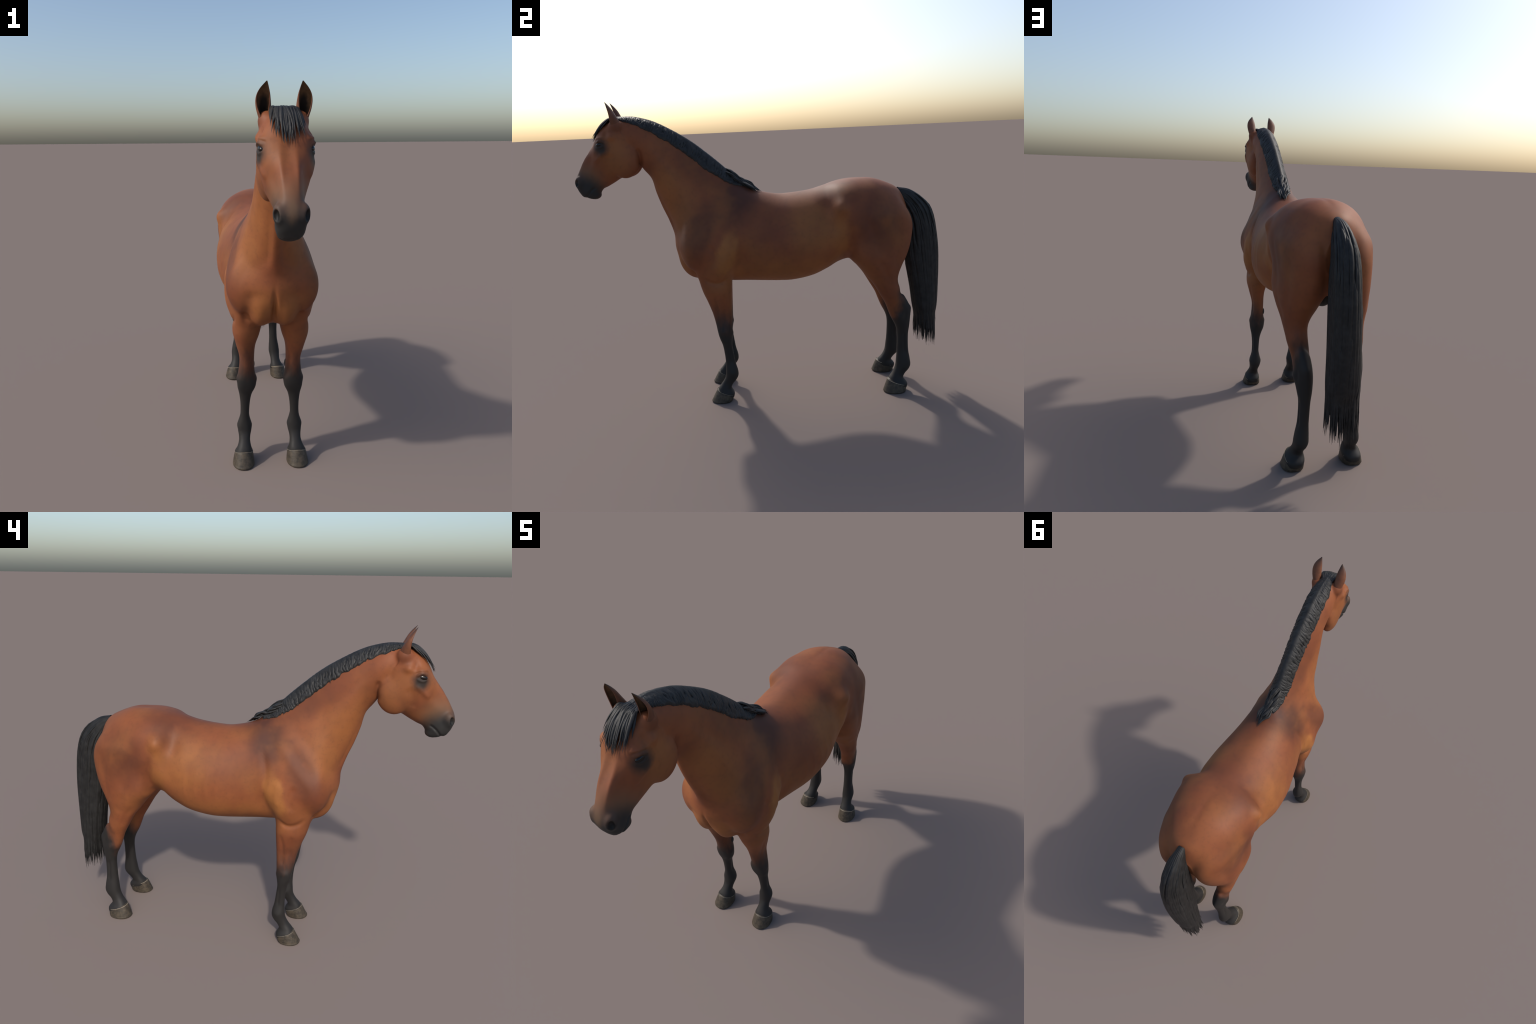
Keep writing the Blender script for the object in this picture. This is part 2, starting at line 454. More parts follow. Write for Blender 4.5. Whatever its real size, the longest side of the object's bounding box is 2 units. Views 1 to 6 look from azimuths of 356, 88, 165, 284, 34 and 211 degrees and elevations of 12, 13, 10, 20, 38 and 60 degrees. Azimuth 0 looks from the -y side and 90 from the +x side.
body.ellipsoid((0.0490, -0.986, 1.265), (0.0100, 0.014, 0.020), 0.008, rx=-24, cut=True)
body.ridge([(-0.885, 1.240), (-0.905, 1.229), (-0.925, 1.211), (-0.942, 1.188), (-0.95, 1.17)], 0.0050, -0.0065, 0.004, 0.12)  # mouth
body.swell((0.0, -0.948, 1.183), (0.035, 0.006, 0.012), -0.006)
# eye, lids
body.swell((0.092, -0.832, 1.465), (0.03, 0.022, 0.013), 0.003)
body.ridge([(-0.800, 1.466), (-0.815, 1.476), (-0.835, 1.480), (-0.858, 1.470)], 0.0048, 0.0060, 0.05)   # upper lid
body.ridge([(-0.803, 1.462), (-0.820, 1.450), (-0.840, 1.447), (-0.858, 1.459)], 0.0042, 0.0040, 0.05)   # lower lid
body.ridge([(-0.795, 1.474), (-0.815, 1.488), (-0.838, 1.490), (-0.860, 1.480)], 0.004, -0.004, 0.05)
body.ellipsoid((0.058, -0.747, 1.553), (0.027, 0.034, 0.032), 0.03)                  # ear root
body.whole()

# ------------------------------------------------------------------ node helpers
class Nodes:
    def __init__(self, name):
        self.m = bpy.data.materials.new(name)
        self.m.use_nodes = True
        self.t = self.m.node_tree
        self.bsdf = self.t.nodes["Principled BSDF"]
        self.coord = self.new("ShaderNodeTexCoord").outputs["Object"]

    def new(self, kind, **kw):
        n = self.t.nodes.new(kind)
        for k, v in kw.items():
            setattr(n, k, v)
        return n

    def put(self, socket, v):
        if hasattr(v, "links") or isinstance(v, bpy.types.NodeSocket):
            self.t.links.new(v, socket)
        else:
            socket.default_value = v

    def math(self, op, a, b=0.0, c=0.0, clamp=False):
        n = self.new("ShaderNodeMath", operation=op, use_clamp=clamp)
        for s, v in zip(n.inputs, (a, b, c)):
            self.put(s, v)
        return n.outputs[0]

    def noise(self, scale, detail=3, rough=0.5, vec=None, stretch=None):
        v = self.coord if vec is None else vec
        if stretch:
            mp = self.new("ShaderNodeMapping")
            mp.inputs["Scale"].default_value = stretch
            self.put(mp.inputs["Vector"], v)
            v = mp.outputs[0]
        n = self.new("ShaderNodeTexNoise")
        self.put(n.inputs["Vector"], v)
        n.inputs["Scale"].default_value = scale
        n.inputs["Detail"].default_value = detail
        n.inputs["Roughness"].default_value = rough
        return n.outputs["Fac"]

    def folded(self, warp=0.09, scale=9):
        """object position with left and right folded together, edges roughened by noise"""
        n = self.new("ShaderNodeTexNoise")
        self.put(n.inputs["Vector"], self.coord)
        n.inputs["Scale"].default_value = scale
        n.inputs["Detail"].default_value = 4
        sub = self.new("ShaderNodeVectorMath", operation="SUBTRACT")
        self.put(sub.inputs[0], n.outputs["Color"])
        sub.inputs[1].default_value = (0.5, 0.5, 0.5)
        mad = self.new("ShaderNodeVectorMath", operation="MULTIPLY_ADD")
        self.put(mad.inputs[0], sub.outputs[0])
        mad.inputs[1].default_value = (warp, warp, warp)
        self.put(mad.inputs[2], self.coord)
        sep = self.new("ShaderNodeSeparateXYZ")
        self.put(sep.inputs[0], mad.outputs[0])
        ax = self.math("ABSOLUTE", sep.outputs[0])
        com = self.new("ShaderNodeCombineXYZ")
        self.put(com.inputs[0], ax)
        self.put(com.inputs[1], sep.outputs[1])
        self.put(com.inputs[2], sep.outputs[2])
        self.px, self.py, self.pz = ax, sep.outputs[1], sep.outputs[2]
        return com.outputs[0]

    def spot(self, vec, c, r, soft=0.5, tilt=0.0, strength=1.0):
        """1 inside an ellipsoid, falling to 0 over the soft rim"""
        mp = self.new("ShaderNodeMapping", vector_type="TEXTURE")
        self.put(mp.inputs["Vector"], vec)
        mp.inputs["Location"].default_value = c
        mp.inputs["Rotation"].default_value = (math.radians(tilt), 0, 0)
        mp.inputs["Scale"].default_value = r
        ln = self.new("ShaderNodeVectorMath", operation="LENGTH")
        self.put(ln.inputs[0], mp.outputs[0])
        mr = self.new("ShaderNodeMapRange", interpolation_type="SMOOTHSTEP")
        self.put(mr.inputs["Value"], ln.outputs["Value"])
        mr.inputs["From Min"].default_value = 1 - soft
        mr.inputs["From Max"].default_value = 1 + soft
        mr.inputs["To Min"].default_value = strength
        mr.inputs["To Max"].default_value = 0
        return mr.outputs[0]

    def step(self, v, a, b, lo=0.0, hi=1.0):
        mr = self.new("ShaderNodeMapRange", interpolation_type="SMOOTHSTEP")
        self.put(mr.inputs["Value"], v)
        for k, x in zip(("From Min", "From Max", "To Min", "To Max"), (a, b, lo, hi)):
            mr.inputs[k].default_value = x
        return mr.outputs[0]

    def mix(self, fac, a, b):
        n = self.new("ShaderNodeMix", data_type="RGBA")
        self.put(n.inputs["Factor"], fac)
        for s, v in ((n.inputs[6], a), (n.inputs[7], b)):
            self.put(s, v if isinstance(v, bpy.types.NodeSocket) else (*v, 1.0))
        return n.outputs[2]

    def bump(self, height, strength, distance):
        n = self.new("ShaderNodeBump")
        n.inputs["Strength"].default_value = strength
        n.inputs["Distance"].default_value = distance
        self.put(n.inputs["Height"], height)
        self.put(self.bsdf.inputs["Normal"], n.outputs[0])

    def done(self, color, rough, spec=0.5, sheen=0.0):
        self.put(self.bsdf.inputs["Base Color"], color if isinstance(color, bpy.types.NodeSocket) else (*color, 1.0))
        self.put(self.bsdf.inputs["Roughness"], rough)
        self.bsdf.inputs["Specular IOR Level"].default_value = spec
        if sheen:
            self.bsdf.inputs["Sheen Weight"].default_value = sheen
            self.bsdf.inputs["Sheen Roughness"].default_value = 0.4
        return self.m


BLACK = (0.0215, 0.0197, 0.0185)

def coat_material():
    N = Nodes("bay_coat")
    v = N.folded()
    red, gold, smoke = (0.215, 0.064, 0.025), (0.345, 0.133, 0.037), (0.050, 0.020, 0.015)
    n1 = N.noise(5.0, 4, 0.55)
    c = N.mix(N.step(n1, 0.35, 0.7), red, (0.255, 0.082, 0.030))
    # golden areas
    for s in (N.spot(v, (0.18, -0.20, 0.87), (0.14, 0.055, 0.12), 0.30, -12, 0.85),
              N.spot(v, (0.15, 0.10, 0.72), (0.25, 0.38, 0.10), 0.6, 0, 0.6),
              N.spot(v, (0.18, 0.26, 0.98), (0.14, 0.12, 0.13), 0.6, 0, 0.6),
              N.spot(v, (0.20, 0.405, 0.90), (0.12, 0.04, 0.22), 0.6, 0, 0.6),
              N.spot(v, (0.04, -0.44, 0.80), (0.08, 0.08, 0.10), 0.5, 0, 0.5),
              N.spot(v, (0.09, -0.45, 1.13), (0.12, 0.10, 0.20), 0.6, 25, 0.45),
              N.spot(v, (0.09, -0.74, 1.40), (0.08, 0.07, 0.09), 0.6, 0, 0.35)):
        c = N.mix(s, c, gold)
    # darker brown areas, strongest at the withers and shoulder
    for s in (N.spot(v, (0.05, -0.13, 1.13), (0.17, 0.10, 0.15), 0.55, -20, 0.80),
              N.spot(v, (0.15, -0.34, 0.97), (0.12, 0.065, 0.18), 0.5, -25, 0.50),
              N.spot(v, (0.22, 0.60, 1.00), (0.14, 0.12, 0.13), 0.7, 0, 0.58),
              N.spot(v, (0.12, 0.40, 1.17), (0.12, 0.09, 0.07), 0.85, 0, 0.42),
              N.spot(v, (0.22, 0.02, 0.99), (0.12, 0.12, 0.11), 0.85, 0, 0.28),
              N.spot(v, (0.06, -0.33, 1.30), (0.10, 0.16, 0.05), 0.8, -42, 0.40),
              N.spot(v, (0.0, 0.30, 1.17), (0.05, 0.40, 0.05), 0.8, 0, 0.30)):
        c = N.mix(s, c, smoke)
    # broad uneven shades of the coat
    broad = N.noise(3.2, 3, 0.6)
    c = N.mix(N.step(broad, 0.42, 0.75, 0, 0.42), c, smoke)
    c = N.mix(N.step(N.noise(6.5, 3, 0.5), 0.42, 0.78, 0, 0.40), c, gold)
    c = N.mix(N.step(N.noise(13, 4, 0.6), 0.45, 0.78, 0, 0.25), c, (0.20, 0.045, 0.022))
    # fine mottling of the hair
    mott = N.noise(48, 5, 0.75)
    c = N.mix(N.step(mott, 0.45, 0.8, 0, 0.25), c, smoke)
    # black points: limbs
    zf = N.math("ADD", N.math("ADD", N.pz, N.math("MULTIPLY", N.py, 0.35)), N.math("MULTIPLY", N.math("SUBTRACT", N.noise(45, 4, 0.65, stretch=(1, 1, 0.3)), 0.5), 0.12))
    fore = N.math("MULTIPLY", N.step(zf, 0.30, 0.53, 1, 0), N.step(N.py, 0.0, 0.1, 1, 0))
    fringe = N.math("MULTIPLY", N.math("SUBTRACT", N.noise(38, 4, 0.65, stretch=(1, 1, 0.4)), 0.5), 0.16)
    tilt = N.math("SUBTRACT", N.math("ADD", N.pz, fringe), N.math("MULTIPLY", N.math("SUBTRACT", N.py, 0.72), 3.6))
    back = N.math("MULTIPLY", N.step(tilt, 0.36, 0.64, 1, 0), N.step(N.pz, 0.58, 0.70, 1, 0))
    hind = N.math("MULTIPLY", N.math("MAXIMUM", back, N.step(N.math("ADD", N.pz, fringe), 0.35, 0.49, 1, 0)), N.step(N.py, 0.3, 0.4))
    black = N.math("MAXIMUM", fore, hind)
    c = N.mix(black, c, BLACK)
    # muzzle and eyes
    v = N.folded(0.018, 40)
    tan = N.spot(v, (0.0, -0.93, 1.275), (0.13, 0.085, 0.085), 0.6, -35, 0.75)
    c = N.mix(tan, c, (0.150, 0.090, 0.052))
    muzzle = N.spot(v, (0.03, -0.945, 1.218), (0.10, 0.105, 0.082), 0.5, -25, 1.0)
    c = N.mix(muzzle, c, (0.026, 0.025, 0.024))
    c = N.mix(N.spot(v, (0.0, -1.005, 1.285), (0.016, 0.035, 0.040), 0.6, 0, 0.6), c, (0.150, 0.090, 0.052))
    eye = N.spot(v, (0.10, -0.832, 1.448), (0.045, 0.042, 0.040), 0.55, 8, 0.96)
    c = N.mix(eye, c, (0.021, 0.019, 0.017))
    c = N.mix(N.spot(v, (0.048, -0.982, 1.264), (0.011, 0.014, 0.019), 0.3, -22, 0.95), c, (0.006, 0.006, 0.006))
    c = N.mix(N.spot(v, (0.085, -0.745, 1.545), (0.05, 0.03, 0.03), 0.6, 0, 0.35), c, smoke)
    N.bump(N.noise(420, 2, 0.6), 0.06, 0.001)
    return N.done(c, 0.58, 0.28, 0.0)


def hair_material(name, dark=(0.014, 0.0135, 0.013), light=(0.033, 0.0325, 0.032)):
    N = Nodes(name)
    n = N.noise(30, 5, 0.65)
    c = N.mix(N.step(n, 0.3, 0.75), dark, light)
    N.bump(N.noise(190, 3, 0.6), 0.25, 0.002)
    return N.done(c, 0.55, 0.35)


def hoof_material():
    N = Nodes("hoof_horn")
    n = N.noise(55, 5, 0.6)
    c = N.mix(N.step(n, 0.3, 0.75), (0.030, 0.024, 0.017), (0.078, 0.060, 0.040))
    streak = N.noise(40, 3, 0.6, stretch=(1, 1, 0.15))
    c = N.mix(N.step(streak, 0.55, 0.8, 0, 0.5), c, (0.105, 0.078, 0.046))
    N.bump(N.noise(60, 4, 0.6, stretch=(0.3, 0.3, 2.5)), 0.3, 0.003)
    return N.done(c, 0.55, 0.4)


def plain(name, col, rough, spec=0.5, var=0.3, scale=60):
    N = Nodes(name)
    n = N.noise(scale, 4, 0.6)
    d = tuple(v * (1 - var) for v in col)
    return N.done(N.mix(N.step(n, 0.3, 0.7), d, col), rough, spec)


COAT = coat_material()
HAIR = hair_material("black_hair")
TAIL = hair_material("black_tail_hair", (0.0085, 0.0082, 0.008), (0.022, 0.0215, 0.021))
HORN = hoof_material()
BAND = plain("pale_coronet", (0.30, 0.25, 0.18), 0.7)
BAND_DULL = plain("grey_coronet", (0.17, 0.145, 0.11), 0.7)
EYE = plain("dark_eye", (0.008, 0.006, 0.005), 0.22, 0.4)
SKIN = plain("dark_skin", (0.020, 0.018, 0.017), 0.6)

# ------------------------------------------------------------------ object helpers
root = bpy.data.objects.new("horse", None)
bpy.context.scene.collection.objects.link(root)
root["label"] = "standing bay horse with black mane, tail and lower legs"
root["category"] = "horse"


def add(name, V, faces, mat, parent=root, normals=None, smooth=True, kind=None):
    me = bpy.data.meshes.new(name)
    V = np.asarray(V, np.float32)
    if isinstance(faces, np.ndarray):
        me.vertices.add(len(V))
        me.vertices.foreach_set("co", V.ravel())
        k = faces.shape[1]
        me.loops.add(faces.size)
        me.loops.foreach_set("vertex_index", faces.astype(np.int32).ravel())
        me.polygons.add(len(faces))
        me.polygons.foreach_set("loop_start", np.arange(0, faces.size, k, dtype=np.int32))
        me.update(calc_edges=True)
    else:
        me.from_pydata(V.tolist(), [], faces)
    me.polygons.foreach_set("use_smooth", np.full(len(me.polygons), smooth))
    for m in (mat if isinstance(mat, (list, tuple)) else [mat]):
        me.materials.append(m)
    if normals is not None:
        me.normals_split_custom_set_from_vertices(np.asarray(normals, np.float32).tolist())
    me.update()
    ob = bpy.data.objects.new(name, me)
    bpy.context.scene.collection.objects.link(ob)
    ob.parent = parent
    if kind:
        ob["kind"] = kind
    return ob


def tube(P, W, H, side, n=8, closed_ends=True):
    """tapered elliptical sweep along points P; side = sideways unit vector per point"""
    P = np.asarray(P, float)
    T = np.gradient(P, axis=0)
    T /= np.linalg.norm(T, axis=1, keepdims=True) + 1e-9
    S = np.asarray(side, float)
    S = S - (S * T).sum(1, keepdims=True) * T
    S /= np.linalg.norm(S, axis=1, keepdims=True) + 1e-9
    U = np.cross(S, T)
    a = np.linspace(0, 2 * math.pi, n, endpoint=False)
    ring = P[:, None] + S[:, None] * (np.cos(a)[None, :, None] * np.asarray(W)[:, None, None]) + U[:, None] * (np.sin(a)[None, :, None] * np.asarray(H)[:, None, None])
    V = ring.reshape(-1, 3)
    m = len(P)
    i, j = np.meshgrid(np.arange(m - 1), np.arange(n), indexing="ij")
    j2 = (j + 1) % n
    F = np.stack([i * n + j, (i + 1) * n + j, (i + 1) * n + j2, i * n + j2], -1).reshape(-1, 4)
    return V, F


# ------------------------------------------------------------------ skin, split by region
V, Q = body.surface()
val, NRM, _ = body.sample(V)
cen = V[Q].mean(1)
x, y, z = cen.T
region = np.full(len(Q), "torso", dtype=object)
# head / neck border: a slanted plane from poll to throat
hn = (y + 0.665) * 0.93 + (z - 1.40) * -0.30
region[(z > 1.0) & (hn < 0) & (y < -0.55)] = "head"
nt = (y + 0.33) * 0.75 - (z - 1.12) * 0.66
region[(region != "head") & (nt < 0) & (z > 0.97)] = "neck"
fl = (z < 0.73 - 0.25 * np.clip(np.abs(x) - 0.06, 0, 0.1)) & (np.abs(x) > 0.045) & (y < -0.15) & (y > -0.45) & ((z < 0.66) | (y > -0.385))
region[fl & (x > 0)] = "foreleg_a"
region[fl & (x < 0)] = "foreleg_b"
hl = (y > 0.40 + 0.55 * np.clip(z - 0.82, 0, 1)) & (z < 0.98) & ((np.abs(x) > 0.02) | (z < 0.7)) & (z < 0.80 + 0.9 * (np.abs(x) - 0.02))
region[hl & (x > 0)] = "hindleg_a"
region[hl & (x < 0)] = "hindleg_b"
for key, name in (("torso", "torso"), ("neck", "neck"), ("head", "head"), ("foreleg_a", "foreleg"), ("foreleg_b", "foreleg"), ("hindleg_a", "hindleg"), ("hindleg_b", "hindleg")):
    q = Q[region == key]
    used, inv = np.unique(q, return_inverse=True)
    add(name, V[used], inv.reshape(-1, 4), COAT, normals=NRM[used])

parts = {}
for ob in root.children:
    parts.setdefault(ob.name.split(".")[0], []).append(ob)
head_ob = parts["head"][0]
neck_ob = parts["neck"][0]
fore_obs, hind_obs = parts["foreleg"], parts["hindleg"]

# ------------------------------------------------------------------ hooves
def hoof(sign, cx, toe, heel, w, cx_top, toe_top, heel_top, w_top, z_toe, z_heel, leg, pale):
    n = 48
    a = np.linspace(0, 2 * math.pi, n, endpoint=False)
    def outline(c, t, h, wd, f):
        yc, ry = 0.5 * (t + h), 0.5 * (h - t)
        u = -np.cos(a)
        # rounded toe, squared heel
        X = wd * np.sign(np.sin(a)) * np.abs(np.sin(a)) ** np.where(u > 0, 0.80, 0.92)
        Y = yc + ry * np.where(u > 0, np.abs(u) ** 0.75, -np.abs(u))
        return np.stack([sign * (c + X), Y], 1)
    bot = outline(cx, toe, heel, w, 0)
    top = outline(cx_top, toe_top, heel_top, w_top, 0)
    sy = (top[:, 1] - toe_top) / (heel_top - toe_top)
    ztop = z_toe + (z_heel - z_toe) * sy
    rings = []
    def ring(f, scale=1.0, dz=0.0):
        c = np.array([sign * (cx * (1 - f) + cx_top * f), 0.5 * (toe + heel) * (1 - f) + 0.5 * (toe_top + heel_top) * f])
        xy = (bot * (1 - f) + top * f - c) * scale + c
        return np.concatenate([xy, (ztop * f + dz)[:, None]], 1)
    rings.append(ring(0, 0.02, 0.004))
    rings.append(ring(0, 0.86, 0.004))
    rings.append(ring(0, 0.90, 0.0))
    rings.append(ring(0, 0.965, 0.0))
    rings.append(ring(0, 0.995, 0.003))
    for f in np.linspace(0.12, 0.95, 12):
        rings.append(ring(f, 1.0 + 0.004 * math.sin(f * 21) + 0.012 * math.sin(math.pi * f)))
    rings.append(ring(1.0, 0.985))
    rings.append(ring(1.0, 0.90, 0.003))
    rings.append(ring(1.0, 0.50, 0.006))
    rings.append(ring(1.0, 0.02, 0.008))
    R = np.concatenate(rings)
    m = len(rings)
    i, j = np.meshgrid(np.arange(m - 1), np.arange(n), indexing="ij")
    j2 = (j + 1) % n
    F = np.stack([i * n + j, i * n + j2, (i + 1) * n + j2, (i + 1) * n + j], -1).reshape(-1, 4)
    if sign > 0:
        F = F[:, ::-1]
    h = add("hoof", R, F, HORN)
    # coronet band: thin uneven ring round the hair line
    P = ring(1.0, 1.0, 0.001)
    P = np.concatenate([P, P[:1]])
    wob = 0.0016 + 0.0005 * hash_noise(np.arange(n + 1) * 0.9, 3)
    wob[-1] = wob[0]
    Vb, Fb = tube(P, wob * 1.0, wob * 0.7, np.tile([0, 0, 1.0], (n + 1, 1)), 8)
    add("coronet_band", Vb, Fb, BAND if pale else BAND_DULL, h)

for sign, fleg, hleg in ((1, fore_obs[0], hind_obs[0]), (-1, fore_obs[1], hind_obs[1])):
    hoof(sign, 0.1275, -0.3425, -0.223, 0.0515, 0.1255, -0.3075, -0.213, 0.043, 0.066, 0.030, fleg, False)
    hoof(sign, 0.1445, 0.6475, 0.775, 0.0515, 0.138, 0.673, 0.782, 0.044, 0.070, 0.033, hleg, True)

# ------------------------------------------------------------------ eyes, chestnuts, sheath
def ball(name, c, r, mat, parent, rx=0.0, nu=28, nv=16):
    u = np.linspace(0, 2 * math.pi, nu, endpoint=False)
    v = np.linspace(0.02, math.pi - 0.02, nv)
    P = np.stack([np.outer(np.sin(v), np.cos(u)) * r[0], np.outer(np.sin(v), np.sin(u)) * r[1], np.outer(np.cos(v), np.ones(nu)) * r[2]], -1).reshape(-1, 3)
    a = math.radians(rx)
    P = np.stack([P[:, 0], P[:, 1] * math.cos(a) - P[:, 2] * math.sin(a), P[:, 1] * math.sin(a) + P[:, 2] * math.cos(a)], 1) + np.array(c)
    i, j = np.meshgrid(np.arange(nv - 1), np.arange(nu), indexing="ij")
    j2 = (j + 1) % nu
    F = np.stack([i * nu + j, (i + 1) * nu + j, (i + 1) * nu + j2, i * nu + j2], -1).reshape(-1, 4)
    return add(name, P, F, mat, parent)

for s in (1, -1):
    EYE_P = body.push(np.array([[0.09, -0.832, 1.465]]), 0.0, 6)[0]
    ball("eye", (s * (EYE_P[0] - 0.0098), -0.827, 1.4635), (0.0128, 0.026, 0.0130), EYE, root, 10)
    ball("chestnut", (s * 0.077, -0.225, 0.475), (0.008, 0.012, 0.020), SKIN, fore_obs[0 if s > 0 else 1])
ball("sheath", (0, 0.60, 0.775), (0.042, 0.085, 0.050), SKIN, parts["torso"][0], 8)

# ------------------------------------------------------------------ ears
def ear(s):
    nv, na = 40, 30
    v = np.linspace(0, 1, nv)
    axis = spline([(0.043, -0.738, 1.515), (0.052, -0.742, 1.540), (0.061, -0.749, 1.566), (0.067, -0.757, 1.595), (0.069, -0.767, 1.625), (0.066, -0.780, 1.652), (0.0585, -0.793, 1.6765)], nv)
    wid = spline([0.024, 0.023, 0.0235, 0.0245, 0.0265, 0.0265, 0.0225, 0.0135, 0.0015], nv)[:, 0]
    dep = spline([0.026, 0.027, 0.026, 0.024, 0.020, 0.016, 0.013, 0.008, 0.0012], nv)[:, 0]
    opn = spline([179, 179, 172, 150, 132, 120, 108, 100, 95], nv)[:, 0]
    out, inn = [], []
    for i in range(nv):
        a = np.radians(np.linspace(-opn[i], opn[i], na))
        # a = 0 is the back of the ear, opening looks forward and a little outward
        for store, sh in ((out, 0.0), (inn, 0.0028 * min(1, 4 * (1 - v[i]) + 0.1))):
            px = np.sin(a) * max(wid[i] - sh, 1e-4)
            py = np.cos(a) * max(dep[i] - sh, 1e-4)
            tw = math.radians(14)
            qx, qy = px * math.cos(tw) - py * math.sin(tw) * 0.6, px * math.sin(tw) * 0.0 + py
            store.append(np.stack([s * (axis[i, 0] + qx), axis[i, 1] + qy + 0.002, np.full(na, axis[i, 2]) + py * 0.25], 1))
    out, inn = np.array(out), np.array(inn)
    A = np.concatenate([out.reshape(-1, 3), inn.reshape(-1, 3)])
    o = nv * na
    F = []
    mats = []
    for i in range(nv - 1):
        for j in range(na - 1):
            a, b, c, d = i * na + j, i * na + j + 1, (i + 1) * na + j + 1, (i + 1) * na + j
            F.append((a, b, c, d) if s < 0 else (d, c, b, a)); mats.append(0)
            F.append((o + d, o + c, o + b, o + a) if s < 0 else (o + a, o + b, o + c, o + d)); mats.append(1)
        for j in (0, na - 1):
            a, d = i * na + j, (i + 1) * na + j
            f = (a, d, o + d, o + a)
            F.append(f if (j == 0) == (s < 0) else f[::-1]); mats.append(0)
    for j in range(na - 1):
        a = (nv - 1) * na + j
        F.append((a, a + 1, o + a + 1, o + a)); mats.append(0)
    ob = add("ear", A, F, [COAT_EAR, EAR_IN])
    ob.data.polygons.foreach_set("material_index", mats)

def ear_coat():
    N = Nodes("ear_coat")
    sep = N.new("ShaderNodeSeparateXYZ")
    N.put(sep.inputs[0], N.coord)
    n = N.noise(40, 4, 0.6)
    c = N.mix(N.step(n, 0.3, 0.7), (0.135, 0.052, 0.028), (0.185, 0.070, 0.034))
    zz = N.math("ADD", sep.outputs[2], N.math("MULTIPLY", n, 0.03))
    c = N.mix(N.step(zz, 1.64, 1.70, 0, 0.9), c, (0.030, 0.024, 0.020))
    return N.done(c, 0.55, 0.3)

def ear_lining():
    N = Nodes("ear_lining")
    v = N.folded(0.01, 40)
    n = N.noise(80, 4, 0.6)
    c = N.mix(N.step(n, 0.3, 0.7), (0.10, 0.058, 0.030), (0.145, 0.080, 0.040))
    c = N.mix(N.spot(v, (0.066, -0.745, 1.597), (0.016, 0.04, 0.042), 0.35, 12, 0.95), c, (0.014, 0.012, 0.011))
    return N.done(c, 0.8, 0.2)

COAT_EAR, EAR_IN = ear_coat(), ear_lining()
ear(1)
ear(-1)

# ------------------------------------------------------------------ mane
CREST = spline([(-0.775, 1.592), (-0.72, 1.596), (-0.66, 1.588), (-0.57, 1.563), (-0.48, 1.517), (-0.385, 1.455), (-0.29, 1.380), (-0.20, 1.298), (-0.13, 1.240), (-0.085, 1.215)], 400)
REACH = spline([0.028, 0.040, 0.052, 0.060, 0.065, 0.069, 0.069, 0.061, 0.046, 0.030], 400)[:, 0]

def crest_frame():
    T = np.gradient(CREST, axis=0)
    T /= np.linalg.norm(T, axis=1, keepdims=True)
    N = np.stack([-T[:, 1], T[:, 0]], 1)
    N *= np.sign(N[:, 1:2])
    return T, N

CT, CN = crest_frame()

def drape(ti, d, side, slant):
    """points on the skin at arc distance d from the crest on one side"""
    i = np.clip(ti + (slant * d) * 400 / 0.95, 0, 399)
    i0 = i.astype(int)
    y0, z0 = CREST[i0, 0], CREST[i0, 1]
    th = np.clip(d / 0.012, 0, 1)
    xx = side * np.minimum(d, 0.010 + 0.36 * d)
    dn = -d * 0.92 * th
    return np.stack([xx, y0 + CN[i0, 0] * dn, z0 + CN[i0, 1] * dn], 1)

def mane_shell():
    nt, nd = 520, 41
    tt = np.linspace(4, 396, nt)
    s = np.linspace(-1, 1, nd)
    grid = []
    for j in range(nd):
        reach = np.interp(tt, np.arange(400), REACH)
        side = np.sign(s[j]) if s[j] else 1.0
        lockedge = 1 + 0.05 * hash_noise(tt / 5.0, 5 if side > 0 else 9) + 0.06 * hash_noise(tt / 14.0, 8 if side > 0 else 6)
        d = np.abs(s[j]) * reach * lockedge
        P = drape(tt, d, side, 0.35)
        grid.append(P)
    G = np.array(grid)                     # nd, nt, 3
    P = body.push(G.reshape(-1, 3), 0.0, 5)
    v, nrm, _ = body.sample(P)
    S = np.repeat(np.abs(s), nt)
    sg = np.repeat(np.sign(s), nt)
    TT = np.tile(tt, nd)
    # wavy locks running from crest to edge
    ph = TT / 11.0 + 1.3 * hash_noise(TT / 17.0, 2) + S * 0.9 * hash_noise(TT / 30.0 + 7 * sg, 4) + 0.35 * np.sin(S * 6 + TT / 9) + 0.5 * sg
    r1 = 1 - np.abs(((ph) % 1.0) * 2 - 1) ** 2
    r2 = 1 - np.abs(((ph * 2.7 + 0.3 * np.sin(S * 9)) % 1.0) * 2 - 1) ** 2
    soft = np.clip((S - 0.06) / 0.25, 0.25, 1)
    edge = np.clip((1 - S) / 0.12, 0, 1) ** 0.5
    endf = np.clip(np.minimum(TT - 4, 396 - TT) / 14, 0, 1)
    lift = ((0.0045 + 0.0075 * np.exp(-(S / 0.22) ** 2)) + 0.0035 * r1 * soft + 0.0016 * r2 * soft) * (0.25 + 0.75 * edge) * endf - 0.0015 * (1 - edge)
    P = P + nrm * lift[:, None]
    i, j = np.meshgrid(np.arange(nd - 1), np.arange(nt - 1), indexing="ij")
    F = np.stack([i * nt + j, i * nt + j + 1, (i + 1) * nt + j + 1, (i + 1) * nt + j], -1).reshape(-1, 4)
    return add("mane", P, F[:, ::-1], HAIR)

mane_ob = mane_shell()
rnd = random.Random(11)

